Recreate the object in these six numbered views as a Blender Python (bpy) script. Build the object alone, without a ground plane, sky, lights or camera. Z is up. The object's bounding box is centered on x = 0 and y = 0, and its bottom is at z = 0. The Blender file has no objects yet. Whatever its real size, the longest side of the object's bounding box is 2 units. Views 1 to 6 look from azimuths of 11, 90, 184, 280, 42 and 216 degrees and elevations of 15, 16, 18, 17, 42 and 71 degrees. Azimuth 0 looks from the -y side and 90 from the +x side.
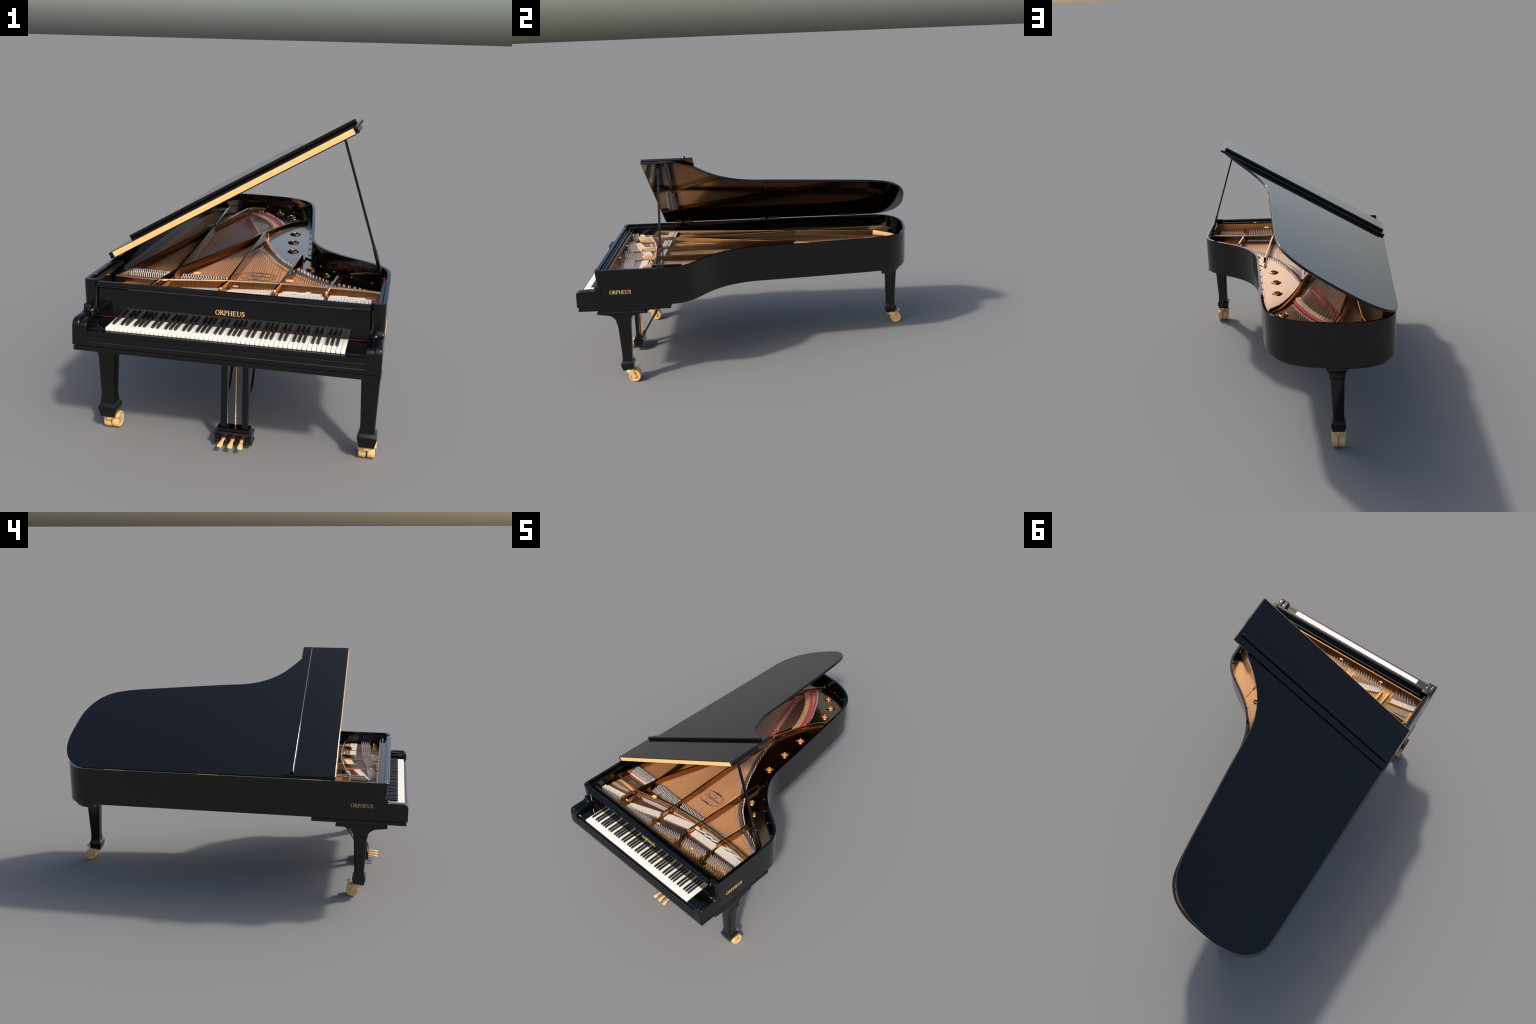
import bpy, bmesh, math, random
from mathutils import Vector, Matrix

random.seed(7)
D = bpy.data
SC = bpy.context.scene.collection

# ------------------------------------------------------------------ materials
def new_mat(name, color, rough=0.4, metal=0.0, coat=0.0, spec=0.5):
    m = D.materials.new(name)
    m.use_nodes = True
    b = m.node_tree.nodes["Principled BSDF"]
    b.inputs["Base Color"].default_value = (*color, 1)
    b.inputs["Roughness"].default_value = rough
    b.inputs["Metallic"].default_value = metal
    b.inputs["Coat Weight"].default_value = coat
    b.inputs["Coat Roughness"].default_value = 0.03
    b.inputs["Specular IOR Level"].default_value = spec
    return m

def noise_color(m, c1, c2, scale, stretch=(1, 1, 1), detail=4, lo=0.35, hi=0.65, rot=0.0):
    nt = m.node_tree
    b = nt.nodes["Principled BSDF"]
    tc = nt.nodes.new("ShaderNodeTexCoord")
    mp = nt.nodes.new("ShaderNodeMapping")
    mp.inputs["Scale"].default_value = stretch
    mp.inputs["Rotation"].default_value = (0, 0, rot)
    nz = nt.nodes.new("ShaderNodeTexNoise")
    nz.inputs["Scale"].default_value = scale
    nz.inputs["Detail"].default_value = detail
    cr = nt.nodes.new("ShaderNodeValToRGB")
    cr.color_ramp.elements[0].position = lo
    cr.color_ramp.elements[1].position = hi
    cr.color_ramp.elements[0].color = (*c1, 1)
    cr.color_ramp.elements[1].color = (*c2, 1)
    L = nt.links.new
    L(tc.outputs["Object"], mp.inputs["Vector"])
    L(mp.outputs["Vector"], nz.inputs["Vector"])
    L(nz.outputs["Fac"], cr.inputs["Fac"])
    L(cr.outputs["Color"], b.inputs["Base Color"])
    return nz

def add_bump(m, scale, strength, dist=0.001, stretch=(1, 1, 1)):
    nt = m.node_tree
    b = nt.nodes["Principled BSDF"]
    tc = nt.nodes.new("ShaderNodeTexCoord")
    mp = nt.nodes.new("ShaderNodeMapping")
    mp.inputs["Scale"].default_value = stretch
    nz = nt.nodes.new("ShaderNodeTexNoise")
    nz.inputs["Scale"].default_value = scale
    bp = nt.nodes.new("ShaderNodeBump")
    bp.inputs["Strength"].default_value = strength
    bp.inputs["Distance"].default_value = dist
    L = nt.links.new
    L(tc.outputs["Object"], mp.inputs["Vector"])
    L(mp.outputs["Vector"], nz.inputs["Vector"])
    L(nz.outputs["Fac"], bp.inputs["Height"])
    L(bp.outputs["Normal"], b.inputs["Normal"])

LACQ = new_mat("black_lacquer", (0.0015, 0.0015, 0.0016), 0.04)
LIDM = new_mat("black_lid_lacquer", (0.0015, 0.0015, 0.0016), 0.06)
GOLD = new_mat("bronze_plate", (0.54, 0.285, 0.112), 0.16, 1.0, coat=0.6)
BOLT = new_mat("dark_bolt", (0.13, 0.14, 0.17), 0.22, 0.8)
PINB = new_mat("bronze_plate_grainy", (0.47, 0.245, 0.092), 0.24, 1.0)
add_bump(PINB, 900, 0.25, 0.0006)
BRASS = new_mat("polished_brass", (0.83, 0.51, 0.20), 0.38, 0.0)
noise_color(BRASS, (0.80, 0.48, 0.18), (0.86, 0.54, 0.22), 25)
LETTER = new_mat("gold_leaf", (0.72, 0.45, 0.17), 0.4, 0.0)
WHITE = new_mat("ivory", (0.80, 0.765, 0.69), 0.22)
EBONY = new_mat("ebony", (0.018, 0.018, 0.018), 0.35)
FELTW = new_mat("white_felt", (0.62, 0.59, 0.54), 0.9)
noise_color(FELTW, (0.52, 0.48, 0.43), (0.64, 0.60, 0.54), 220)
FELTG = new_mat("grey_felt", (0.3, 0.29, 0.28), 0.9)
noise_color(FELTG, (0.20, 0.195, 0.19), (0.42, 0.41, 0.39), 300)
CLOTH = new_mat("dark_woven_cloth", (0.06, 0.055, 0.065), 0.85)
noise_color(CLOTH, (0.035, 0.03, 0.033), (0.10, 0.09, 0.095), 500)
REDF = new_mat("red_felt", (0.38, 0.02, 0.04), 0.9)
noise_color(REDF, (0.30, 0.015, 0.03), (0.45, 0.03, 0.05), 260)
REDD = new_mat("dark_red_felt", (0.16, 0.012, 0.018), 0.9)
STEEL = new_mat("steel", (0.66, 0.64, 0.64), 0.3, 0.55)
WIRE = new_mat("string_steel", (0.42, 0.37, 0.35), 0.35, 1.0)
COPPER = new_mat("copper_winding", (0.42, 0.24, 0.14), 0.4, 1.0)
BLKM = new_mat("damper_black", (0.012, 0.012, 0.012), 0.3)
INK = new_mat("emblem_ink", (0.035, 0.028, 0.03), 0.5)
WOOD = new_mat("spruce_soundboard", (0.50, 0.23, 0.085), 0.35, coat=0.3)
noise_color(WOOD, (0.60, 0.268, 0.094), (0.73, 0.345, 0.128), 30, (14, 0.5, 1), 5, rot=math.radians(-20))
BRIDGE = new_mat("maple_bridge", (0.50, 0.26, 0.10), 0.4)
noise_color(BRIDGE, (0.42, 0.21, 0.08), (0.55, 0.29, 0.12), 60, (6, 1, 1))

# ------------------------------------------------------------------ helpers
ROOT = D.objects.new("grand_piano", None)
SC.objects.link(ROOT)
ROOT["label"] = "black concert grand piano with raised lid and bronze plate"
ROOT["category"] = "grand piano"

def add(name, me, mat, parent=None, smooth=35, stuff=False, loc=None, wn=False):
    ob = D.objects.new(name, me)
    SC.objects.link(ob)
    ob.parent = parent or ROOT
    if loc:
        ob.location = loc
    if mat and not me.materials:
        me.materials.append(mat)
    if smooth is not None:
        shade(me, smooth)
    if stuff:
        ob["kind"] = "stuff"
    if wn:
        weigh(me)
    return ob

def weigh(me):
    """area-weighted vertex normals so large flats stay flat next to bevels"""
    bm = bmesh.new(); bm.from_mesh(me)
    acc = {}
    # smooth groups: walk faces around each vertex, joined over smooth edges
    nrm = [None] * len(me.loops)
    bm.faces.ensure_lookup_table()
    li = 0
    loop_index = {}
    for f in bm.faces:
        for l in f.loops:
            loop_index[l] = li; li += 1
    for v in bm.verts:
        left = set(v.link_faces)
        while left:
            grp = [left.pop()]; k = 0
            while k < len(grp):
                for e in grp[k].edges:
                    if v in e.verts and e.smooth:
                        for g in e.link_faces:
                            if g in left:
                                left.discard(g); grp.append(g)
                k += 1
            n = Vector((0, 0, 0))
            for g in grp: n += g.normal * (g.calc_area() ** 1.5)
            n = n.normalized() if n.length > 1e-12 else grp[0].normal
            for g in grp:
                for l in g.loops:
                    if l.vert == v: nrm[loop_index[l]] = tuple(n)
    bm.free()
    me.normals_split_custom_set(nrm)

def shade(me, ang):
    for p in me.polygons:
        p.use_smooth = True
    bm = bmesh.new(); bm.from_mesh(me)
    lim = math.radians(ang)
    for e in bm.edges:
        e.smooth = len(e.link_faces) == 2 and e.calc_face_angle(0) < lim
    bm.to_mesh(me); bm.free()

def to_me(bm, name):
    bmesh.ops.recalc_face_normals(bm, faces=bm.faces)
    me = D.meshes.new(name)
    bm.to_mesh(me); bm.free()
    return me

def bm_box(bm, lo, hi, bev=0.0, seg=2):
    ret = bmesh.ops.create_cube(bm, size=1.0)
    vs = ret["verts"]
    for v in vs:
        v.co = Vector([lo[i] + (v.co[i] + 0.5) * (hi[i] - lo[i]) for i in range(3)])
    if bev > 0:
        es = list({e for v in vs for e in v.link_edges})
        bmesh.ops.bevel(bm, geom=es, offset=bev, segments=seg, affect='EDGES', profile=0.5)
    return vs

def box(name, lo, hi, mat, bev=0.002, parent=None, seg=2, **k):
    bm = bmesh.new(); bm_box(bm, lo, hi, bev, seg)
    k.setdefault('wn', bev > 0)
    return add(name, to_me(bm, name), mat, parent, **k)

def catmull(pts, n=8, closed=False):
    P = [Vector(p) for p in pts]; out = []
    N = len(P)
    for i in range(N if closed else N - 1):
        p1, p2 = P[i], P[(i + 1) % N]
        p0 = P[i - 1] if (closed or i > 0) else p1 * 2 - p2
        p3 = P[(i + 2) % N] if (closed or i + 2 < N) else p2 * 2 - p1
        for j in range(n):
            t = j / n
            out.append(0.5 * ((2 * p1) + (-p0 + p2) * t + (2 * p0 - 5 * p1 + 4 * p2 - p3) * t * t + (-p0 + 3 * p1 - 3 * p2 + p3) * t ** 3))
    if not closed:
        out.append(P[-1].copy())
    return out

def flat(name, outline, z0, z1, mat, holes=(), bev=0.0, parent=None, seg=2, **k):
    """extruded flat plate in XY with optional holes, rounded edges"""
    cu = D.curves.new(name, 'CURVE'); cu.dimensions = '2D'; cu.fill_mode = 'BOTH'
    for loop in [outline] + list(holes):
        sp = cu.splines.new('POLY'); sp.points.add(len(loop) - 1)
        for p, q in zip(sp.points, loop):
            p.co = (q[0], q[1], 0, 1)
        sp.use_cyclic_u = True
    cu.extrude = max((z1 - z0) / 2 - bev, 1e-5)
    cu.bevel_depth = bev; cu.bevel_resolution = seg
    cu.offset = -bev
    tmp = D.objects.new(name + "_tmp", cu); SC.objects.link(tmp)
    bpy.context.view_layer.update()
    dg = bpy.context.evaluated_depsgraph_get()
    me = D.meshes.new_from_object(tmp.evaluated_get(dg))
    D.objects.remove(tmp); D.curves.remove(cu)
    me.materials.clear()
    bm = bmesh.new(); bm.from_mesh(me)
    bmesh.ops.remove_doubles(bm, verts=bm.verts, dist=1e-5)
    for v in bm.verts:
        v.co.z += (z0 + z1) / 2
    me2 = to_me(bm, name); D.meshes.remove(me)
    k.setdefault('wn', bev > 0)
    return add(name, me2, mat, parent, **k)

def bm_sweep(bm, path, prof, closed=False, up=Vector((0, 0, 1)), scale=None, caps=True):
    """prof: list of (side, up) offsets, closed loop; path: 3d points"""
    n = len(path); rings = []
    for i, p in enumerate(path):
        a = path[i - 1] if (i > 0 or closed) else p
        b = path[(i + 1) % n] if (i < n - 1 or closed) else p
        t = (b - a).normalized()
        s = t.cross(up).normalized()
        # mitre
        if 0 < i < n - 1 or closed:
            d = (p - a).normalized()
            c = max(0.5, d.dot(t))
        else:
            c = 1.0
        f = scale[i] if scale else 1.0
        u = s.cross(t)
        rings.append([bm.verts.new(p + s * (x * f / c) + u * y) for x, y in prof])
    m = len(prof)
    for i in range(n if closed else n - 1):
        A, B = rings[i], rings[(i + 1) % n]
        for j in range(m):
            bm.faces.new((A[j], A[(j + 1) % m], B[(j + 1) % m], B[j]))
    if not closed and caps:
        bm.faces.new(rings[0]); bm.faces.new(rings[-1])

def sweep(name, path, prof, mat, parent=None, closed=False, **k):
    bm = bmesh.new()
    bm_sweep(bm, [Vector(p) for p in path], prof, closed)
    return add(name, to_me(bm, name), mat, parent, **k)

def bm_cyl(bm, p0, p1, r0, r1=None, n=12):
    p0, p1 = Vector(p0), Vector(p1); r1 = r0 if r1 is None else r1
    d = (p1 - p0); L = d.length
    M = Matrix.Translation((p0 + p1) / 2) @ d.to_track_quat('Z', 'Y').to_matrix().to_4x4()
    bmesh.ops.create_cone(bm, cap_ends=True, segments=n, radius1=r0, radius2=r1, depth=L, matrix=M)

def bm_lathe(bm, prof, axis_m, n=28):
    """prof: (r, h); revolve about local Z then transform"""
    rings = []
    for r, h in prof:
        if r < 1e-6:
            rings.append([bm.verts.new(axis_m @ Vector((0, 0, h)))])
        else:
            rings.append([bm.verts.new(axis_m @ Vector((r * math.cos(2 * math.pi * i / n), r * math.sin(2 * math.pi * i / n), h))) for i in range(n)])
    for A, B in zip(rings, rings[1:]):
        for i in range(n):
            j = (i + 1) % n
            if len(A) == 1 and len(B) == 1: continue
            if len(A) == 1: bm.faces.new((A[0], B[i], B[j]))
            elif len(B) == 1: bm.faces.new((A[i], A[j], B[0]))
            else: bm.faces.new((A[i], A[j], B[j], B[i]))

def bm_loft(bm, sections, caps=True):
    rings = [[bm.verts.new(p) for p in s] for s in sections]
    m = len(rings[0])
    for A, B in zip(rings, rings[1:]):
        for j in range(m):
            bm.faces.new((A[j], A[(j + 1) % m], B[(j + 1) % m], B[j]))
    if caps:
        bm.faces.new(rings[0]); bm.faces.new(rings[-1])

# ------------------------------------------------------------------ rim
XR, XL = 0.570, -0.555
ZB, ZT = 0.468, 0.683
curve_pts = [(0.570, -0.56), (0.5685, -0.49), (0.5625, -0.437), (0.545, -0.394), (0.512, -0.353),
             (0.455, -0.311), (0.383, -0.264), (0.322, -0.216), (0.277, -0.168), (0.241, -0.113),
             (0.215, -0.055), (0.196, 0.022), (0.1860, 0.115), (0.1698, 0.25), (0.1448, 0.445),
             (0.1175, 0.655), (0.0992, 0.765), (0.0795, 0.833), (0.0440, 0.889), (-0.0155, 0.9395),
             (-0.104, 0.976), (-0.205, 0.9915), (-0.298, 0.9995), (-0.370, 0.996), (-0.430, 0.982), (-0.482, 0.957),
             (-0.520, 0.923), (-0.543, 0.885), (-0.5532, 0.840), (-0.555, 0.785)]
bend = [Vector((p.x, p.y)) for p in catmull([(x, y, 0) for x, y in curve_pts], 5)]
OUT = [Vector((XR, -0.857))] + bend + [Vector((XL, -0.857))]   # open path, right front to left front

def offset_path(path, d):
    """shift an open 2d path to its left-hand (inner) side by d"""
    out = []
    for i, p in enumerate(path):
        a = path[max(i - 1, 0)]; b = path[min(i + 1, len(path) - 1)]
        t = (b - a).normalized()
        out.append(Vector((p.x - t.y * d, p.y + t.x * d)))
    return out

INN = offset_path(OUT, 0.0135)
rim_path = [Vector((p.x, p.y, 0)) for p in OUT]
w = 0.0135
# side axis of the sweep points outwards (right of travel)
rim_prof = [(0, ZB), (-w, ZB), (-w, ZT), (0, ZT)]
rim = sweep("rim", rim_path, rim_prof, LACQ, smooth=40)

# inner rim / case bottom under the tail
tail = [p for p in offset_path(OUT, 0.024) if p.y > 0.80]
flat("tail_bottom_board", [tuple(p) for p in tail], 0.436, 0.4675, LACQ, bev=0.006)
# case bottom closing the body from below
body = [tuple(p) for p in INN]
flat("case_bottom", body, 0.4695, 0.476, LACQ)
# ------------------------------------------------------------------ keybed and front
box("keybed", (XL + 0.0005, -0.9925, 0.4435), (XR - 0.0005, -0.470, 0.4615), LACQ, 0.002)
box("keybed_core", (XL + 0.006, -0.988, 0.4610), (XR - 0.006, -0.474, 0.469), LACQ, 0.0)

def cheek(sign):
    xo = XR if sign > 0 else XL
    xi = xo - sign * 0.0565
    xm = xo - sign * 0.0555
    def block(name, xa, xb, prof, r, parent=None):
        bm = bmesh.new(); secs = []; N = 16
        W = abs(xb - xa)
        for i in range(N + 1):
            f = 0.5 - 0.5 * math.cos(math.pi * i / N)
            x = xa + (xb - xa) * f
            e = min(f, 1 - f) * W
            drop = 0 if e >= r else r - math.sqrt(max(0, r * r - (r - e) ** 2))
            secs.append([Vector((x, y + (drop * 0.5 if y < -0.95 and z > 0.475 else 0), z - (drop if z > 0.53 else 0))) for y, z in prof])
        bm_loft(bm, secs)
        return add(name, to_me(bm, name), LACQ, parent, smooth=40)
    # raised outer arm, rounded over at the front and on both long edges
    arm = [(-0.8575, 0.468), (-0.9988, 0.468), (-0.9990, 0.540), (-0.9975, 0.550), (-0.9935, 0.5585), (-0.987, 0.5642), (-0.978, 0.5672), (-0.93, 0.5672), (-0.905, 0.5675), (-0.897, 0.5695), (-0.8905, 0.5740), (-0.8865, 0.5810), (-0.8855, 0.590), (-0.8575, 0.590)]
    low = block("cheek", xo - sign * 0.030, xo, arm, 0.0075)
    # lower inner step
    step = [(-0.8575, 0.468), (-0.9984, 0.468), (-0.9986, 0.540), (-0.9970, 0.5490), (-0.992, 0.5555), (-0.984, 0.5590), (-0.93, 0.5610), (-0.8575, 0.5640)]
    block("cheek_step", xi, xo - sign * 0.0285, step, 0.0045, low)
    # upper arm: rounded post
    bm = bmesh.new()
    R = 0.020
    def rounded(xa, xb, y0, y1, z):
        pts = [Vector((xa, y1, z)), Vector((xb, y1, z))]
        n = 8
        sx = 1 if xb > xa else -1
        for k in range(n + 1):
            a = k / n * math.pi / 2
            pts.append(Vector((xb - sx * (R - R * math.cos(a)), y0 + R - R * math.sin(a), z)))
        for k in range(n + 1):
            a = math.pi / 2 - k / n * math.pi / 2
            pts.append(Vector((xa + sx * (R - R * math.cos(a)), y0 + R - R * math.sin(a), z)))
        return pts
    zs = [(0.550, -0.8790), (0.585, -0.8790), (0.60, -0.8800), (0.62, -0.8815), (0.655, -0.8838), (0.677, -0.8845), (0.6810, -0.8842), (0.6825, -0.8830), (0.6832, -0.8812)]
    secs = []
    for z, y0 in zs:
        ins = 0.0020 if z > 0.683 else (0.0006 if z > 0.682 else 0)
        secs.append(rounded(xm + sign * ins, xo - sign * ins, y0 + ins, -0.8572, z))
    bm_loft(bm, secs)
    add("cheek_post", to_me(bm, "cheek_post"), LACQ, low, smooth=40)
    # scroll dome where the arm meets the post
    bm = bmesh.new()
    bmesh.ops.create_uvsphere(bm, u_segments=24, v_segments=14, radius=1,
                              matrix=Matrix.Translation((xi + sign * 0.024, -0.886, 0.5640)) @ Matrix.Diagonal((0.0165, 0.0165, 0.0155, 1)))
    add("cheek_scroll", to_me(bm, "cheek_scroll"), LACQ, low)
    return low
cheek(1); cheek(-1)

KX0, KX1 = -0.4333, 0.4430
XI0, XI1 = XL + 0.0565, XR - 0.0565
# keyslip with stepped mouldings (profile in y,z swept along x)
def x_extrude(name, prof, x0, x1, mat, parent=None, **k):
    bm = bmesh.new()
    bm_loft(bm, [[Vector((x0, y, z)) for y, z in prof], [Vector((x1, y, z)) for y, z in prof]])
    return add(name, to_me(bm, name), mat, parent, **k)
slip = [(-0.955, 0.469), (-0.9985, 0.469), (-0.9995, 0.471), (-0.9992, 0.480), (-0.9975, 0.4850), (-0.9948, 0.4872), (-0.9945, 0.4885), (-0.9965, 0.4895), (-0.9972, 0.4910),
        (-0.9972, 0.5030), (-0.9962, 0.5045), (-0.9935, 0.5050), (-0.9935, 0.5085), (-0.9955, 0.5098), (-0.9960, 0.5115), (-0.9960, 0.5230), (-0.9950, 0.5240), (-0.9930, 0.5248), (-0.955, 0.5248)]
x_extrude("keyslip", slip, XI0 - 0.002, XI1 + 0.002, LACQ, smooth=30)
for a, b in ((XI0 - 0.001, KX0 - 0.001), (KX1 + 0.001, XI1 + 0.001)):
    pr = [(-0.861, 0.50), (-0.9848, 0.50), (-0.9848, 0.515), (-0.9835, 0.5235), (-0.977, 0.5300), (-0.966, 0.533), (-0.90, 0.5345), (-0.861, 0.5345)]
    x_extrude("key_block", pr, a, b, LACQ, smooth=30)

# fallboard, with felt strip and moulded top
box("fallboard", (XI0 - 0.012, -0.8665, 0.5395), (XI1 + 0.013, -0.855, 0.6585), LACQ, 0.001)
box("name_felt", (XI0 + 0.001, -0.8667, 0.5378), (XI1 - 0.001, -0.857, 0.5391), REDD, 0.0)
rail = [(-0.856, 0.655), (-0.880, 0.655), (-0.887, 0.6565), (-0.8915, 0.6595), (-0.8925, 0.6625), (-0.8905, 0.6655), (-0.885, 0.667), (-0.8845, 0.6685),
        (-0.8845, 0.6705), (-0.884, 0.6755), (-0.882, 0.6777), (-0.877, 0.6790), (-0.868, 0.6787), (-0.8625, 0.6762), (-0.8612, 0.6735), (-0.861, 0.662), (-0.856, 0.660)]
top_rail = x_extrude("top_rail", rail, XL + 0.0530, XR - 0.0530, LACQ, smooth=30)
box("desk_rail", (XL + 0.0530, -0.8425, 0.640), (XR - 0.0530, -0.833, 0.665), LACQ, 0.002, top_rail)
box("rail_channel", (XL + 0.0530, -0.861, 0.630), (XR - 0.0530, -0.8260, 0.648), LACQ, 0.001, top_rail)
bm = bmesh.new()
for x in (-0.448, -0.190, 0.0645, 0.32):
    bm_box(bm, (x - 0.006, -0.8318, 0.6475), (x + 0.006, -0.8280, 0.6500), 0.0006)
for x in (-0.31, -0.06, 0.19, 0.44):
    bm_box(bm, (x - 0.005, -0.8590, 0.6475), (x + 0.005, -0.8560, 0.6500), 0.0006)
add("rail_stud", to_me(bm, "rail_stud"), BRASS, top_rail, stuff=True)
# side ledges that carried the music desk
for xa, xb in ((XR - 0.0315, XR - 0.0145), (XL + 0.0145, XL + 0.0315)):
    box("side_ledge", (xa, -0.8565, 0.612), (xb, -0.535, 0.664), LACQ, 0.004, seg=3)
for xa, xb in ((XR - 0.0255, XR - 0.0185), (XL + 0.0185, XL + 0.0255)):
    box("side_slide", (xa, -0.8565, 0.6635), (xb, -0.55, 0.6695), LACQ, 0.002)
# brass desk mounts standing over the plate
for x, y, sx, sy in ((-0.1756, -0.6560, 0.0135, 0.0105), (0.1908, -0.6560, 0.0135, 0.0105),
                     (-0.268, -0.784, 0.0095, 0.004), (0.0068, -0.7835, 0.0095, 0.004), (0.2812, -0.7838, 0.0095, 0.004)):
    box("desk_mount", (x - sx, y - sy, 0.6735), (x + sx, y + sy, 0.6762), BRASS, 0.0006)

# ------------------------------------------------------------------ keys
pitch = (KX1 - KX0) / 52
bm = bmesh.new(); bm_box(bm, (-pitch / 2 + 0.00013, -0.980, 0.5262), (pitch / 2 - 0.00013, -0.860, 0.5382), 0.0008, 2)
for v in bm.verts:
    if v.co.y < -0.9785 and abs(v.co.x) > pitch / 2 - 0.0012: v.co.x *= 0.90
wme = to_me(bm, "white_key"); wme.materials.append(WHITE); shade(wme, 35)
sx0, sx1 = 0.0046, 0.0036
bm = bmesh.new()
def bk_sec(y, h, tw, bw):
    return [Vector((-bw, y, 0.536)), Vector((bw, y, 0.536)), Vector((tw + 0.0004, y, 0.5388 + h * 0.8)), Vector((tw - 0.0008, y, 0.5388 + h)),
            Vector((-tw + 0.0008, y, 0.5388 + h)), Vector((-tw - 0.0004, y, 0.5388 + h * 0.8))]
bm_loft(bm, [bk_sec(-0.9425, 0.002, 0.0036, 0.0044), bk_sec(-0.9418, 0.0055, 0.0037, 0.0045), bk_sec(-0.9385, 0.0092, 0.0037, 0.0046), bk_sec(-0.933, 0.0102, 0.0037, 0.0046), bk_sec(-0.861, 0.0108, 0.0037, 0.0046)])
bme = to_me(bm, "black_key"); bme.materials.append(EBONY); shade(bme, 40)
keyboard = D.objects.new("keyboard", None); SC.objects.link(keyboard); keyboard.parent = ROOT
for i in range(52):
    o = D.objects.new("white_key", wme); SC.objects.link(o); o.parent = keyboard
    o.location = (KX0 + (i + 0.5) * pitch, 0, random.uniform(-0.00015, 0.00015))
    n = (i + 5) % 7   # 0=C ... A is 5
    if n in (0, 1, 3, 4, 5) and i < 51:
        k = D.objects.new("black_key", bme); SC.objects.link(k); k.parent = keyboard
        sh = {0: -0.0011, 1: 0.0011, 3: -0.0014, 4: 0, 5: 0.0014}[n]
        k.location = (KX0 + (i + 1) * pitch + sh, 0, 0)
box("key_frame", (KX0 - 0.0005, -0.9555, 0.490), (KX1 + 0.0005, -0.861, 0.5258), LACQ, 0.0)

# ------------------------------------------------------------------ serif lettering
def ell(cx, cy, rx, ry, a0, a1, n):
    return [(cx + rx * math.cos(math.radians(a0 + (a1 - a0) * i / n)), cy + ry * math.sin(math.radians(a0 + (a1 - a0) * i / n))) for i in range(n + 1)]
def ring(cx, cy, rx, ry, tx, ty, a0, a1, n=20):
    o = ell(cx, cy, rx, ry, a0, a1, n); i = ell(cx, cy, rx - tx, ry - ty, a0, a1, n)
    return ('strip', o, i)
def rect(x0, y0, x1, y1): return ('poly', [(x0, y0), (x1, y0), (x1, y1), (x0, y1)])
def stem(x, wd, lo=0, hi=1, sf=0.09): return [rect(x, lo, x + wd, hi), rect(x - sf, lo, x + wd + sf, lo + 0.055), rect(x - sf, hi - 0.055, x + wd + sf, hi)]
def ribbon(pts, ths):
    P = catmull([(x, y, 0) for x, y in pts], 6); n = len(P); A = []; B = []
    for i, p in enumerate(P):
        t = (P[min(i + 1, n - 1)] - P[max(i - 1, 0)]).normalized()
        f = i / (n - 1) * (len(ths) - 1); k = min(int(f), len(ths) - 2); th = (ths[k] * (1 - (f - k)) + ths[k + 1] * (f - k)) / 2
        A.append((p.x - t.y * th, p.y + t.x * th)); B.append((p.x + t.y * th, p.y - t.x * th))
    return ('strip', A, B)
SW = 0.155
GLY = {
    'O': (0.98, [ring(0.48, 0.5, 0.45, 0.52, 0.17, 0.06, 0, 360, 36)]),
    'R': (0.86, stem(0.12, SW) + [ring(0.30, 0.755, 0.40, 0.245, 0.165, 0.055, -90, 90), rect(0.27, 0.945, 0.31, 1.0), rect(0.27, 0.51, 0.31, 0.565),
                ('poly', [(0.36, 0.53), (0.55, 0.53), (0.90, 0.0), (0.70, 0.0)]), rect(0.68, 0, 0.98, 0.05)]),
    'P': (0.76, stem(0.12, SW) + [ring(0.30, 0.735, 0.41, 0.265, 0.165, 0.055, -90, 90), rect(0.27, 0.945, 0.31, 1.0), rect(0.27, 0.47, 0.31, 0.525)]),
    'H': (1.02, stem(0.12, SW) + stem(0.74, SW) + [rect(0.26, 0.48, 0.75, 0.545)]),
    'E': (0.82, stem(0.12, SW) + [rect(0.26, 0.945, 0.72, 0.999), rect(0.26, 0.48, 0.58, 0.54), rect(0.26, 0.001, 0.76, 0.056), rect(0.67, 0.78, 0.72, 0.96), rect(0.71, 0.04, 0.76, 0.25), rect(0.54, 0.38, 0.585, 0.64)]),
    'U': (0.96, [rect(0.14, 0.33, 0.14 + SW, 1.0), rect(0.05, 0.945, 0.39, 0.999), rect(0.755, 0.33, 0.82, 1.0), rect(0.66, 0.945, 0.92, 0.999), ring(0.48, 0.335, 0.34, 0.35, 0.155, 0.07, 180, 270, 14), ring(0.48, 0.335, 0.34, 0.35, 0.065, 0.07, 270, 360, 14)]),
    'S': (0.70, [ribbon([(0.60, 0.74), (0.54, 0.92), (0.36, 0.98), (0.17, 0.90), (0.14, 0.74), (0.30, 0.58), (0.50, 0.44), (0.58, 0.27), (0.48, 0.08), (0.30, 0.02), (0.14, 0.10), (0.09, 0.28)],
                        [0.05, 0.06, 0.09, 0.15, 0.18, 0.18, 0.16, 0.10, 0.06, 0.05]), rect(0.585, 0.70, 0.63, 0.99), rect(0.07, 0.01, 0.115, 0.30)]),
}
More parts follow.
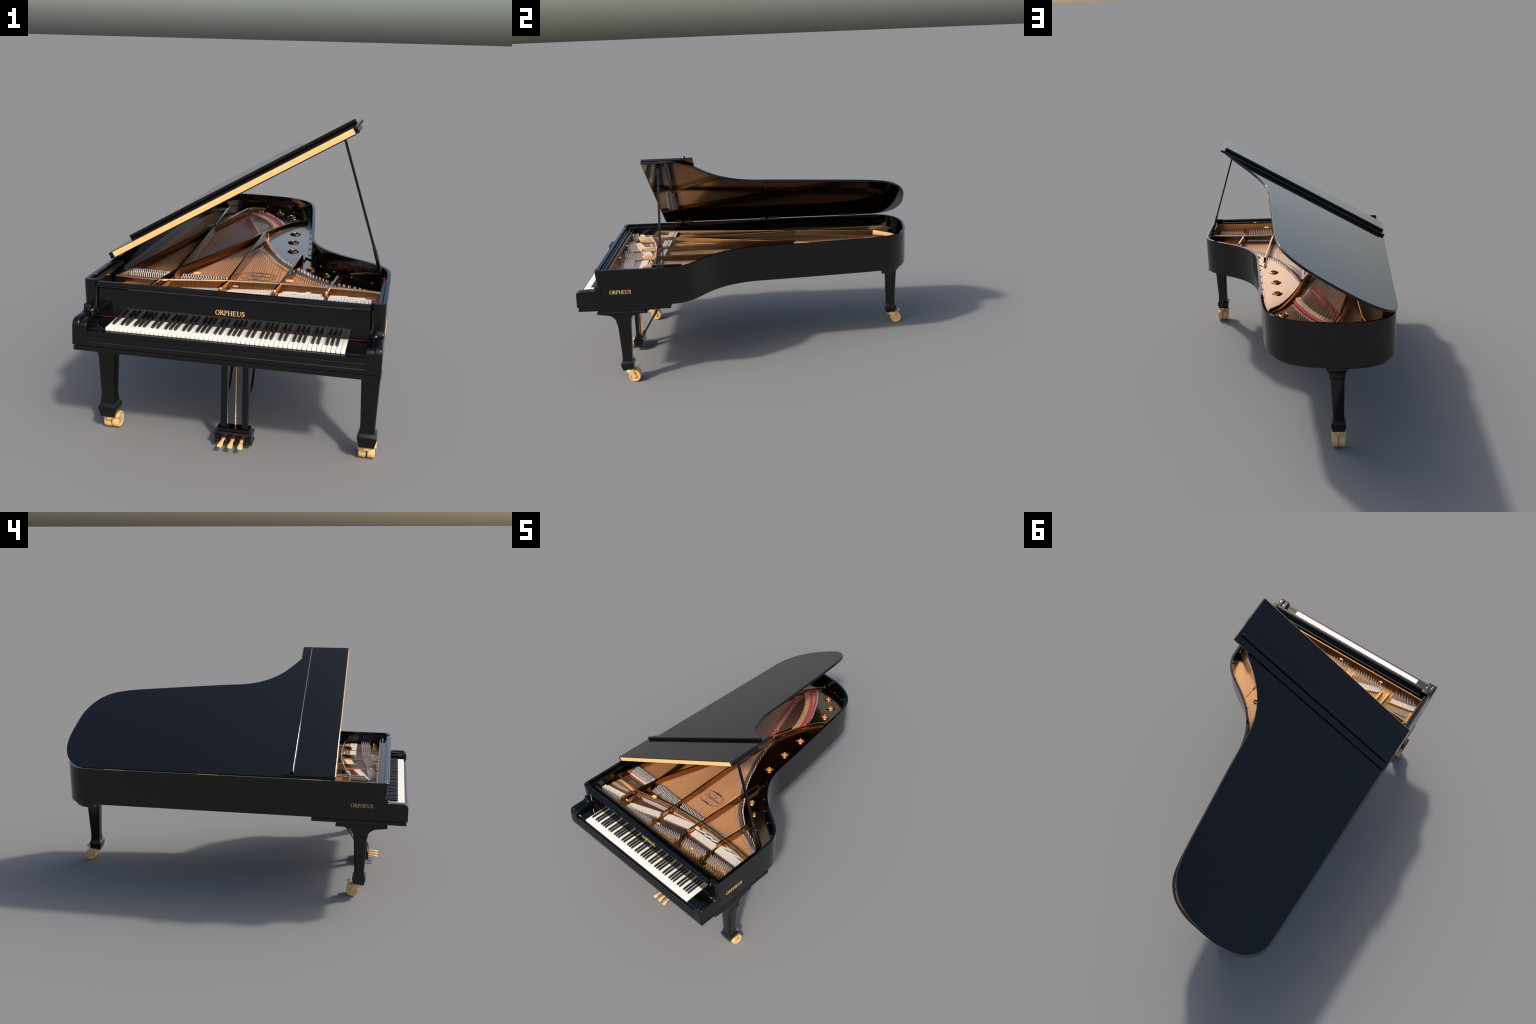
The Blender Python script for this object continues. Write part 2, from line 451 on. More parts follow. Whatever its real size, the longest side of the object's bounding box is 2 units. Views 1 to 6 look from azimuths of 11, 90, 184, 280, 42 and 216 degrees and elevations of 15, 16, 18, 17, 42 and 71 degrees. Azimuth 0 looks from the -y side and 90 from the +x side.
def lettering(name, word, height, width, depth, mat, loc, rot, parent=None):
    adv = sum(GLY[c][0] for c in word)
    sx = width / adv; sy = height
    bm = bmesh.new(); x = 0; k = 0
    for c in word:
        w_, shapes = GLY[c]
        for sh in shapes:
            k += 1
            d = depth * (0.75 + 0.03 * (k % 8))
            T = lambda p, z: bm.verts.new(((x + p[0]) * sx - width / 2, (p[1] - 0.5) * sy, z))
            if sh[0] == 'poly':
                quads = [sh[1]]
            else:
                quads = [[sh[1][i], sh[1][i + 1], sh[2][i + 1], sh[2][i]] for i in range(len(sh[1]) - 1)]
            for q in quads:
                a = [T(p, d) for p in q]; b = [T(p, -0.0002) for p in q]
                bm.faces.new(a); n = len(q)
                for i in range(n): bm.faces.new((a[i], b[i], b[(i + 1) % n], a[(i + 1) % n]))
        x += w_
    bmesh.ops.remove_doubles(bm, verts=bm.verts, dist=1e-6)
    ob = add(name, to_me(bm, name), mat, parent, smooth=None, loc=loc)
    ob.rotation_euler = rot
    return ob
h = math.pi / 2
lettering("maker_lettering", "ORPHEUS", 0.0185, 0.111, 0.0006, LETTER, (0.0068, -0.8666, 0.5955), (h, 0, 0))
lettering("maker_lettering", "ORPHEUS", 0.0215, 0.122, 0.0008, LETTER, (XR + 0.0001, -0.748, 0.5520), (h, 0, h))
lettering("maker_lettering", "ORPHEUS", 0.0215, 0.122, 0.0008, LETTER, (XL - 0.0001, -0.748, 0.5492), (h, 0, -h))

# ------------------------------------------------------------------ lid
A_ = math.radians(29.88)
def lid_edge():
    # the lid overhangs the bent side a little more than the tail
    out = []
    for p, q in zip(bend, offset_path(bend, -1.0)):
        n = q - p
        over = 0.0125 if p.y < 0.72 and p.x > -0.1 else (0.0008 if p.x > -0.45 else 0.001)
        if p.y < -0.40: over = 0.0125 * max(0.0, 1 - (-0.40 - p.y) / 0.10) + 0.0015
        if 0.72 <= p.y < 0.95 and p.x > -0.05: over = 0.0125 - 0.0117 * (p.y - 0.72) / 0.23
        out.append((p.x + n.x * over - XL, p.y + n.y * over))
    return out
lid_out = [(0.0, -0.5985), (XR - XL + 0.0015, -0.5985)] + lid_edge()
lid = flat("lid", lid_out, 0.0, 0.0138, LIDM, bev=0.0030, seg=3, smooth=30)
lid.location = (XL, 0, 0.6848)
lid.rotation_euler = (0, -A_, 0)
WL = XR - XL
box("lid_flap", (-0.0005, -0.5985, 0.0141), (WL + 0.0015, -0.3085, 0.0278), LIDM, 0.0030, lid, seg=3)
box("flap_rail", (0.013, -0.368, 0.0276), (1.108, -0.3510, 0.0440), LACQ, 0.004, lid, seg=4)
box("hinge_strip", (0.019, -0.5999, 0.0028), (1.111, -0.5975, 0.0250), BRASS, 0.0003, lid)
bm = bmesh.new()
bm_cyl(bm, (0.0192, -0.5999, 0.0139), (1.1108, -0.5999, 0.0139), 0.0009, n=8)
add("hinge_pin", to_me(bm, "hinge_pin"), BRASS, lid)
for y0, y1, u1 in ((-0.4835, -0.472, 1.097), (0.0905, 0.103, 0.735)):
    box("lid_batten", (0.002, y0, -0.0085), (u1, y1, 0.0006), LACQ, 0.002, lid)
box("prop_socket", (1.055, -0.522, -0.0045), (1.088, -0.500, 0.0006), LACQ, 0.0015, lid)
for y0, y1 in ((-0.5305, -0.4085), (0.055, 0.1755), (0.6005, 0.7215)):
    hg = box("lid_hinge", (XL - 0.0022, y0, 0.6825), (XL + 0.012, y1, 0.6856), BRASS, 0.0004)
    bm = bmesh.new()
    bm_cyl(bm, (XL - 0.0018, y0 + 0.001, 0.6856), (XL - 0.0018, y1 - 0.001, 0.6856), 0.0021, n=10)
    add("hinge_knuckle", to_me(bm, "hinge_knuckle"), BRASS, hg)
# prop stick
PT = Vector((0.3612, -0.5115, 1.2118)); PF = Vector((0.4990, -0.5140, 0.790)); PB = Vector((0.5405, -0.5190, 0.655))
sq = lambda a, b: [(-a, -b), (a, -b), (a, b), (-a, b)]
sweep("lid_prop", [PF, PT], sq(0.0062, 0.0045), LACQ, smooth=20)
prop = D.objects["lid_prop"]
def bar(name, p0, p1, a, b, mat, parent=None, **k):
    bm = bmesh.new(); p0, p1 = Vector(p0), Vector(p1)
    t = (p1 - p0).normalized(); side = Vector((0, 1, 0)); 
    if abs(t.dot(side)) > 0.95: side = Vector((1, 0, 0))
    nrm = t.cross(side).normalized(); side = nrm.cross(t)
    def rg(p, s=1): return [p + side * (a * i * s) + nrm * (b * j * s) for i, j in ((-1, -1), (1, -1), (1, 1), (-1, 1))]
    bm_loft(bm, [rg(p0), rg(p1)])
    es = [e for e in bm.edges]
    bmesh.ops.bevel(bm, geom=es, offset=min(a, b) * 0.25, segments=2, affect='EDGES')
    return add(name, to_me(bm, name), mat, parent, **k)
off = Vector((0, 0.0152, 0))
dr = (PF - PB).normalized()
for s in (-1, 1):
    bar("prop_fork", PB + off * s, PF - dr * 0.012 + off * s, 0.0034, 0.0055, LACQ, prop)
    bar("prop_shoulder", PF - dr * 0.014 + off * s, PF + dr * 0.014 + off * s * 0.15, 0.0038, 0.0055, LACQ, prop)
bar("prop_inner_stick", PB + dr * 0.004, PF - dr * 0.014, 0.0036, 0.0045, LACQ, prop)
bar("prop_yoke", PF - dr * 0.002 - off * 0.6, PF - dr * 0.002 + off * 0.6, 0.006, 0.005, LACQ, prop)
box("prop_bracket", (0.530, -0.533, 0.606), (0.5555, -0.490, 0.664), LACQ, 0.003, prop)
box("prop_felt", (0.5305, -0.5345, 0.660), (0.5405, -0.528, 0.667), REDF, 0.0015, prop)
box("prop_felt", (0.540, -0.502, 0.663), (0.5495, -0.494, 0.6695), REDF, 0.002, prop)
box("prop_felt", (0.4965, -0.5145, 0.771), (0.507, -0.5085, 0.779), REDF, 0.001, prop)

# ------------------------------------------------------------------ legs and casters
def sq_ring(cx, cy, wx, wy, z, r):
    pts = []
    for q, (sx, sy) in enumerate(((1, 1), (-1, 1), (-1, -1), (1, -1))):
        for k in range(6):
            a = math.pi / 2 * (q + k / 5)
            pts.append(Vector((cx + sx * (wx - r) + r * math.cos(a), cy + sy * (wy - r) + r * math.sin(a), z)))
    return pts
def leg(cx, cy, ztop, front=True):
    bm = bmesh.new()
    secs = []
    if front:
        secs += [(0.366, 0.0385, 0.0395), (0.3635, 0.0385, 0.0395), (0.3605, 0.0360, 0.0370)]
    else:
        secs += [(ztop, 0.0360, 0.0365)]
    for k in range(1, 9):
        f = k / 8
        z = 0.358 + (0.139 - 0.358) * f
        secs.append((z, 0.0358 + (0.0283 - 0.0358) * f, 0.0368 + (0.0272 - 0.0368) * f))
    secs += [(0.128, 0.0295, 0.0285), (0.1155, 0.0372, 0.0370), (0.1115, 0.0378, 0.0376), (0.1060, 0.0374, 0.0372), (0.0720, 0.0300, 0.0298), (0.0700, 0.0292, 0.0290)]
    bm_loft(bm, [sq_ring(cx, cy, wx, wy, z, 0.013 if 0.14 < z < 0.357 else 0.0012) for z, wx, wy in secs])
    lg = add("leg", to_me(bm, "leg"), LACQ, smooth=25)
    if front:
        # bracket: plate plus coved console in the y-z plane
        box("leg_plate", (cx - 0.0375, cy - 0.146, 0.4185), (cx + 0.0375, cy + 0.140, 0.4335), LACQ, 0.0045, lg, seg=3)
        box("leg_plate", (cx - 0.035, cy - 0.138, 0.4330), (cx + 0.035, cy + 0.132, 0.4440), LACQ, 0.001, lg)
        pr = [(cy - 0.0390, 0.3655)]
        for k in range(9):
            a = k / 8 * math.pi / 2
            pr.append((cy - 0.0395 - 0.062 * (1 - math.cos(a)) , 0.3680 + 0.047 * math.sin(a)))
        pr += [(cy - 0.130, 0.4190), (cy + 0.092, 0.4190)]
        for k in range(9):
            a = (1 - k / 8) * math.pi / 2
            pr.append((cy + 0.0395 + 0.036 * (1 - math.cos(a)), 0.3680 + 0.045 * math.sin(a)))
        pr.append((cy + 0.0390, 0.3655))
        x_extrude("leg_console", pr, cx - 0.0365, cx + 0.0365, LACQ, lg, smooth=40)
    else:
        bm = bmesh.new()
        bm_loft(bm, [sq_ring(cx, cy, wx, wy, z, 0.001) for z, wx, wy in ((0.367, 0.0365, 0.037), (0.370, 0.0385, 0.039), (0.380, 0.0385, 0.039), (0.395, 0.0395, 0.040), (0.408, 0.0425, 0.043), (0.416, 0.048, 0.047), (0.419, 0.054, 0.05), (0.437, 0.054, 0.05))])
        add("leg_console", to_me(bm, "leg_console"), LACQ, lg, smooth=40)
    # twin caster
    yc = cy + 0.0365; r = 0.0335; zc = r
    ca = lg
    for s in (-1, 1):
        M = Matrix.Translation((cx + 0.001 + s * 0.0175, yc, zc)) @ Matrix.Rotation(s * math.pi / 2, 4, 'Y')
        bm = bmesh.new()
        bm_lathe(bm, [(0, -0.0145), (r - 0.003, -0.0145), (r - 0.0008, -0.0137), (r, -0.0115), (r, 0.0105), (r - 0.0009, 0.013), (r - 0.003, 0.0140), (0.0262, 0.0140),
                      (0.0245, 0.0100), (0.0130, 0.0095), (0.0110, 0.0135), (0.0085, 0.0165), (0, 0.0170)], M, 36)
        add("caster_wheel", to_me(bm, "caster_wheel"), BRASS, ca, smooth=30)
        bm = bmesh.new()
        x = cx + 0.001 + s * 0.0345
        path = [Vector((x, cy + 0.006, 0.070)), Vector((x, cy + 0.016, 0.060)), Vector((x, yc - 0.004, zc + 0.004)), Vector((x, yc + 0.004, zc - 0.004))]
        for hw in (0,):
            ringsA = []
            for p, wd in zip(path, (0.012, 0.011, 0.0085, 0.006)):
                ringsA.append([p + Vector((dx * 0.0018, dy * wd, dy * wd * 0.6)) for dx, dy in ((-1, -1), (1, -1), (1, 1), (-1, 1))])
            bm_loft(bm, ringsA)
        add("caster_fork", to_me(bm, "caster_fork"), BRASS, ca, smooth=30)
    bm = bmesh.new()
    bm_box(bm, (cx - 0.0335, cy - 0.008, 0.058), (cx + 0.0355, cy + 0.034, 0.0745), 0.004, 3)
    bm_cyl(bm, (cx, cy, 0.055), (cx, cy, 0.072), 0.02, n=20)
    add("caster_yoke", to_me(bm, "caster_yoke"), BRASS, ca)
    bm = bmesh.new()
    bm_cyl(bm, (cx + 0.001, yc + 0.010, 0.060), (cx + 0.001, yc + 0.026, 0.083), 0.0035)
    bm_cyl(bm, (cx + 0.001, yc + 0.016, 0.086), (cx + 0.001, yc + 0.032, 0.078), 0.0032)
    bm_box(bm, (cx - 0.009, yc + 0.014, 0.083), (cx + 0.011, yc + 0.030, 0.0865), 0.001)
    add("caster_brake", to_me(bm, "caster_brake"), BRASS, ca)
    return lg
leg(0.5285, -0.7455, 0.42)
leg(-0.5165, -0.7455, 0.42)
leg(-0.2625, 0.9080, 0.42, front=False)

# ------------------------------------------------------------------ pedal lyre
lyre = D.objects.new("pedal_lyre", None); SC.objects.link(lyre); lyre.parent = ROOT
LX = 0.0075
for sg in (-1, 1):
    xs = sorted((LX + sg * 0.0310, LX + sg * 0.0540))
    box("lyre_post", (xs[0], -0.7685, 0.078), (xs[1], -0.7450, 0.4445), LACQ, 0.002, lyre)
def pbox_ring(hx, y0, y1, z): return [Vector((LX + sx * hx, y, z)) for sx, y in ((-1, y0), (1, y0), (1, y1), (-1, y1))]
bm = bmesh.new()
bm_loft(bm, [pbox_ring(hx, y0, y1, z) for z, hx, y0, y1 in ((0.0250, 0.0765, -0.7850, -0.7225), (0.0290, 0.0765, -0.7850, -0.7225), (0.0330, 0.0735, -0.7815, -0.7260), (0.0350, 0.0730, -0.781, -0.7265), (0.0520, 0.0730, -0.781, -0.7265),
        (0.0585, 0.0765, -0.7845, -0.7230), (0.0655, 0.0765, -0.7845, -0.7230), (0.0690, 0.073, -0.782, -0.7255), (0.0725, 0.0660, -0.777, -0.731), (0.0760, 0.0650, -0.776, -0.732), (0.0830, 0.0650, -0.776, -0.732), (0.0845, 0.0635, -0.7745, -0.7335))])
add("pedal_box", to_me(bm, "pedal_box"), LACQ, lyre, smooth=25)
for i, (xr, xt) in enumerate(((-0.0290, -0.0335), (0.0075, 0.0075), (0.0435, 0.0482))):
    bm = bmesh.new(); secs = []
    for f, hw, z in ((0, 0.0062, 0.0410), (0.25, 0.0060, 0.0414), (0.42, 0.0062, 0.0414), (0.58, 0.0074, 0.0408), (0.72, 0.0096, 0.0398), (0.86, 0.0108, 0.0385), (0.95, 0.0094, 0.0376), (1.0, 0.0058, 0.0370)):
        y = -0.772 - 0.070 * f; x = xr + (xt - xr) * f
        secs.append([Vector((x - hw, y, z - 0.0024)), Vector((x + hw, y, z - 0.0024)), Vector((x + hw, y, z + 0.0004)), Vector((x + hw * 0.7, y, z + 0.0018)), Vector((x - hw * 0.7, y, z + 0.0018)), Vector((x - hw, y, z + 0.0004))])
    bm_loft(bm, secs)
    add("pedal", to_me(bm, "pedal"), BRASS, lyre, smooth=50)
    box("pedal_felt", (xr - 0.0078, -0.7835, 0.0335), (xr + 0.0078, -0.7805, 0.0465), REDF, 0.0005, lyre)
    xd = LX + (-0.0345, 0.0, 0.0345)[i]
    bm = bmesh.new()
    bm_cyl(bm, (xd, -0.738, 0.04), (xd, -0.738, 0.445), 0.0020, n=10)
    for z in (0.086, 0.10, 0.118): bm_cyl(bm, (xd, -0.738, z), (xd, -0.738, z + 0.005), 0.0034, n=10)
    add("pedal_rod", to_me(bm, "pedal_rod"), BRASS, lyre)
for x in (-0.0390, 0.0525):
    bm = bmesh.new(); bm_cyl(bm, (x, -0.7345, 0.070), (x, -0.648, 0.214), 0.0034, n=12)
    add("lyre_brace", to_me(bm, "lyre_brace"), LACQ, lyre)
    bm = bmesh.new(); bm_cyl(bm, (x, -0.652, 0.207), (x, -0.509, 0.4445), 0.0054, n=14)
    add("lyre_brace", to_me(bm, "lyre_brace"), LACQ, lyre)

# ------------------------------------------------------------------ interior
ZS = 0.5945      # soundboard
ZP = 0.6035      # plate web
sb = [p for p in offset_path(OUT, 0.013) if p.y > -0.575]
sb_outline = [(0.556, -0.574)] + [tuple(p) for p in sb] + [(-0.541, -0.580), (-0.05, -0.576)]
flat("soundboard", sb_outline, 0.584, ZS, WOOD)

capo_pts = [(-0.541, -0.6612), (-0.5084, -0.6612), (-0.42, -0.668), (-0.3261, -0.6676), (-0.2887, -0.6596), (-0.20, -0.637), (-0.13, -0.622), (-0.0609, -0.6087),
            (0.05, -0.594), (0.147, -0.5872), (0.24, -0.5845), (0.3399, -0.5880), (0.44, -0.590), (0.5233, -0.6010), (0.556, -0.604)]
capo = catmull([(x, y, 0) for x, y in capo_pts], 4)
def capo_y(x):
    for a, b in zip(capo, capo[1:]):
        if a.x <= x <= b.x:
            return a.y + (b.y - a.y) * (x - a.x) / max(b.x - a.x, 1e-9)
    return capo[-1].y

plate = D.objects.new("iron_plate", None); SC.objects.link(plate); plate.parent = ROOT
# front web (tuning pin field)
fw = [(-0.5412, -0.826), (0.5562, -0.826)] + [(p.x, p.y) for p in reversed(capo)]
flat("pin_web", fw, 0.594, 0.6045, PINB, parent=plate)
# main web with the soundboard opening
treble_edge = [(0.53, -0.520), (0.492, -0.501), (0.429, -0.464), (0.362, -0.436), (0.31, -0.404), (0.223, -0.332), (0.172, -0.266), (0.130, -0.216), (0.085, -0.152),
               (0.050, -0.084), (0.020, -0.020), (-0.003, 0.030), (-0.030, 0.105), (-0.052, 0.172), (-0.074, 0.235), (-0.084, 0.275)]
bass_edge = [(-0.062, 0.40), (-0.036, 0.50), (-0.035, 0.560), (-0.066, 0.642), (-0.129, 0.758), (-0.185, 0.837), (-0.252, 0.893), (-0.33, 0.905), (-0.41, 0.880), (-0.465, 0.82), (-0.495, 0.72), (-0.510, 0.55)]
te = catmull([(x, y, 0) for x, y in treble_edge], 4); be = catmull([(x, y, 0) for x, y in bass_edge], 4)
opening = [(p.x, p.y - 0.004) for p in capo if -0.511 < p.x < 0.535] + [(p.x, p.y) for p in te] + [(p.x, p.y) for p in be] + [(-0.512, -0.3)]
inner = [p for p in offset_path(OUT, 0.0134)]
mweb = [(0.5562, -0.600)] + [(p.x, p.y) for p in inner[1:-1]] + [(-0.5412, -0.6575)]
HOLES = [(0.0532, 0.3911, 0.0195), (0.0706, 0.2168, 0.0195), (0.096, 0.0456, 0.0185), (0.22, -0.2408, 0.0142), (0.2977, -0.3033, 0.0098),
         (0.0042, 0.697, 0.0185), (-0.0294, 0.7998, 0.0185), (-0.1055, 0.8696, 0.0180)]
circ = [[(x + r * math.cos(2 * math.pi * i / 32), y + r * math.sin(2 * math.pi * i / 32)) for i in range(32)] for x, y, r in HOLES]
flat("plate_web", mweb, ZS + 0.0008, ZP, GOLD, holes=[opening] + circ, bev=0.0012, parent=plate)
for x, y, r in HOLES:
    bm = bmesh.new()
    bm_lathe(bm, [(r + 0.0105, -0.0005), (r + 0.0085, 0.0010), (r + 0.0055, 0.0040), (r + 0.0035, 0.0058), (r + 0.0015, 0.0062), (r, 0.0052), (r - 0.0006, 0.003), (r - 0.0004, -0.0075)],
             Matrix.Translation((x, y, ZP)), 36)
    add("plate_collar", to_me(bm, "plate_collar"), GOLD, plate, smooth=60)
# dark line of the gap by the rim, modelled as thin black strip; bolts
fl = [p for p in offset_path(OUT, 0.026) if p.y > -0.47]
sweep("drawn_dark_gap_line", [Vector((p.x, p.y, 0)) for p in fl], [(-0.0009, ZP - 0.001), (0.0009, ZP - 0.001), (0.0008, ZP + 0.0003), (-0.0008, ZP + 0.0003)], BLKM, plate)
bm = bmesh.new()
acc = 0; fb = [p for p in offset_path(OUT, 0.0195)]
last = None
for a, b in zip(fb, fb[1:]):
    acc += (b - a).length
    if b.y > -0.45 and acc > 0.092:
        acc = 0
        bmesh.ops.create_uvsphere(bm, u_segments=12, v_segments=6, radius=0.0048, matrix=Matrix.Translation((b.x, b.y, ZP)) @ Matrix.Diagonal((1, 1, 0.85, 1)))
for x in (-0.384, -0.299, -0.057, 0.135, 0.325, 0.530):
    bmesh.ops.create_uvsphere(bm, u_segments=12, v_segments=6, radius=0.0055, matrix=Matrix.Translation((x, -0.8165, 0.6195)))
for x, y in ((-0.011, -0.788), (0.098, -0.774), (0.178, -0.764), (0.278, -0.759), (0.353, -0.759), (0.411, -0.759), (0.47, -0.757), (-0.16, -0.806), (-0.25, -0.80)):
    bmesh.ops.create_uvsphere(bm, u_segments=12, v_segments=6, radius=0.0042, matrix=Matrix.Translation((x, y, 0.6045)) @ Matrix.Diagonal((1, 1, 0.8, 1)))
add("plate_bolt", to_me(bm, "plate_bolt"), BOLT, plate, stuff=True)

# capo bar
capo_prof = [(-0.0085, 0.597), (0.0085, 0.597), (0.0080, 0.606), (0.0062, 0.612), (0.0060, 0.636), (0.0048, 0.6405), (0.0025, 0.643), (-0.0025, 0.643), (-0.0048, 0.6405), (-0.0060, 0.636), (-0.0062, 0.612), (-0.0080, 0.606)]
sweep("capo_bar", [p for p in capo if p.x > -0.513][:-1], capo_prof, GOLD, plate, smooth=40)
def trap(top, bot, z0, z1): return [(-bot, z0), (bot, z0), (bot * 0.75 + top * 0.25, z0 + 0.004), (top + 0.0006, z1 - 0.004), (top, z1 - 0.001), (top - 0.0012, z1), (-top + 0.0012, z1), (-top, z1 - 0.001), (-top - 0.0006, z1 - 0.004), (-bot * 0.75 - top * 0.25, z0 + 0.004)]
tb = trap(0.0052, 0.0095, 0.603, 0.640)
def strut(pts, n=6, prof=tb):
    P = catmull([(x, y, 0) for x, y in pts], n) if len(pts) > 2 else [Vector((x, y, 0)) for x, y in pts]
    return sweep("plate_strut", P, prof, GOLD, plate, smooth=30)
strut([(-0.5084, -0.661), (-0.4662, -0.3793), (-0.3697, 0.2094), (-0.3530, 0.300), (-0.2798, 0.800)])
strut([(-0.2890, -0.660), (-0.2925, -0.60), (-0.3030, -0.500), (-0.3268, -0.0987), (-0.3560, 0.300), (-0.3913, 0.790)])
strut([(-0.3270, -0.664), (-0.318, -0.60), (-0.3030, -0.510), (-0.2860, -0.440), (-0.2012, -0.1744), (-0.0963, 0.1968), (-0.0794, 0.2586)])
strut([(-0.0640, -0.609), (-0.0735, -0.2327), (-0.0785, 0.225), (-0.0790, 0.27)])
strut([(0.1450, -0.587), (0.1626, -0.1277)])
strut([(0.3390, -0.588), (0.3540, -0.416)])
# left wall strip of the plate (along the bass side)
# strut feet flowing into the web
def foot(p0, p1, h0, w0, w1):
    bm = bmesh.new(); n = 8; secs = []
    d = Vector((p1[0] - p0[0], p1[1] - p0[1], 0)); s = Vector((d.y, -d.x, 0)).normalized()
    for i in range(n + 1):
        f = i / n; z = ZP - 0.001 + (h0 - ZP) * (1 - f) ** 2.2; wd = w0 + (w1 - w0) * f; c = Vector((p0[0], p0[1], 0)) + d * f
        secs.append([c - s * wd * 1.8 + Vector((0, 0, ZP - 0.002)), c - s * wd + Vector((0, 0, z)), c + s * wd + Vector((0, 0, z)), c + s * wd * 1.8 + Vector((0, 0, ZP - 0.002))])
    bm_loft(bm, secs)
    add("strut_foot", to_me(bm, "strut_foot"), GOLD, plate, smooth=40)
foot((0.1620, -0.140), (0.1690, -0.055), 0.625, 0.006, 0.010)
foot((0.3530, -0.420), (0.3600, -0.330), 0.622, 0.005, 0.004)
# tail ends of the two long struts run down to the rim over a raised web
flat("tail_web", [(-0.392, 0.800), (-0.283, 0.806), (-0.252, 0.878), (-0.226, 0.945), (-0.235, 0.978), (-0.300, 0.984), (-0.370, 0.980), (-0.425, 0.962), (-0.430, 0.930), (-0.412, 0.870)], ZP - 0.002, 0.6085, GOLD, bev=0.002, parent=plate)
for pts in (((-0.2800, 0.798, 0.640), (-0.2680, 0.828, 0.637), (-0.2500, 0.875, 0.630), (-0.2300, 0.928, 0.620), (-0.2180, 0.966, 0.610)),
            ((-0.3912, 0.788, 0.640), (-0.3990, 0.820, 0.639), (-0.4120, 0.868, 0.635), (-0.4260, 0.915, 0.624), (-0.4370, 0.948, 0.612))):
    P = catmull(pts, 5); bm = bmesh.new(); secs = []
    for i, p in enumerate(P):
        t = (P[min(i + 1, len(P) - 1)] - P[max(i - 1, 0)]); t.z = 0; t.normalize(); sd = Vector((t.y, -t.x, 0)); f = i / (len(P) - 1)
        hw = 0.0052 + 0.003 * f; g = Vector((p.x, p.y, 0))
        secs.append([g - sd * (hw + 0.005) + Vector((0, 0, ZP - 0.002)), g - sd * hw + Vector((0, 0, p.z - 0.002)), g - sd * (hw - 0.0015) + Vector((0, 0, p.z)), g + sd * (hw - 0.0015) + Vector((0, 0, p.z)), g + sd * hw + Vector((0, 0, p.z - 0.002)), g + sd * (hw + 0.005) + Vector((0, 0, ZP - 0.002))])
    bm_loft(bm, secs); add("plate_ridge", to_me(bm, "plate_ridge"), GOLD, plate, smooth=50)
# ridge from the strut junction to the rim at the tail
rd = catmull([(x, y, 0) for x, y in ((-0.079, 0.262), (-0.066, 0.335), (-0.040, 0.435), (-0.006, 0.535), (0.030, 0.607), (0.075, 0.655))], 6)
bm = bmesh.new(); secs = []
for i, p in enumerate(rd):
    f = i / (len(rd) - 1); t = (rd[min(i + 1, len(rd) - 1)] - rd[max(i - 1, 0)]).normalized(); s = Vector((t.y, -t.x, 0))
    zt = 0.640 - 0.018 * f ** 0.6; b = 0.0085
    secs.append([p - s * b + Vector((0, 0, ZP - 0.0015)), p - s * 0.004 + Vector((0, 0, zt - 0.002)), p - s * 0.002 + Vector((0, 0, zt)), p + s * 0.002 + Vector((0, 0, zt)), p + s * 0.0045 + Vector((0, 0, zt - 0.003)), p + s * (b + 0.002) + Vector((0, 0, ZP - 0.0015))])
bm_loft(bm, secs); add("plate_ridge", to_me(bm, "plate_ridge"), GOLD, plate, smooth=50)
sweep("plate_ridge", [Vector((0.169, -0.055, 0)), Vector((0.195, -0.085, 0)), Vector((0.215, -0.10, 0))], [(-0.004, ZP - 0.001), (0.004, ZP - 0.001), (0, ZP + 0.006)], GOLD, plate)
sweep("plate_ridge", [Vector((0.357, -0.385, 0)), Vector((0.365, -0.296, 0))], [(-0.003, ZP - 0.001), (0.003, ZP - 0.001), (0, ZP + 0.004)], GOLD, plate)
# front stubs of the struts over the pin field and thin ribs beyond
for x, yb, yf in ((-0.3310, -0.666, -0.768), (-0.2905, -0.659, -0.755), (-0.0640, -0.609, -0.703), (0.1430, -0.588, -0.676), (0.3365, -0.589, -0.643)):
    bm = bmesh.new()
    secs = []
    for y, zt in ((yb, 0.6405), (yf + 0.010, 0.6405), (yf + 0.003, 0.638), (yf, 0.632), (yf - 0.004, 0.604), (yf - 0.008, 0.6005)):
        xx = x - 0.008 * (yb - y) / 0.1
        secs.append([Vector((xx - 0.0085, y, 0.599)), Vector((xx + 0.0085, y, 0.599)), Vector((xx + 0.0055, y, zt - 0.002)), Vector((xx + 0.004, y, zt)), Vector((xx - 0.004, y, zt)), Vector((xx - 0.0055, y, zt - 0.002))])
    bm_loft(bm, secs); add("strut_stub", to_me(bm, "strut_stub"), GOLD, plate, smooth=40)
for xa, xb, ya in ((-0.3400, -0.3430, -0.77), (-0.0720, -0.0690, -0.705), (0.1365, 0.1360, -0.679), (0.3300, 0.3140, -0.645)):
    sweep("plate_rib", [Vector((xa, ya, 0)), Vector((xb, -0.824, 0))], [(-0.003, 0.603), (0.003, 0.603), (0.0018, 0.6095), (-0.0018, 0.6095)], GOLD, plate)
# low back wall of the pin field
box("pin_web_lip", (-0.541, -0.8258, 0.599), (0.556, -0.8190, 0.654), PINB, 0.001, plate)
lettering("plate_lettering", "ORPHEUS", 0.0235, 0.146, 0.0032, LETTER, (0.4465, -0.7865, 0.6045), (0, 0, 0), plate)

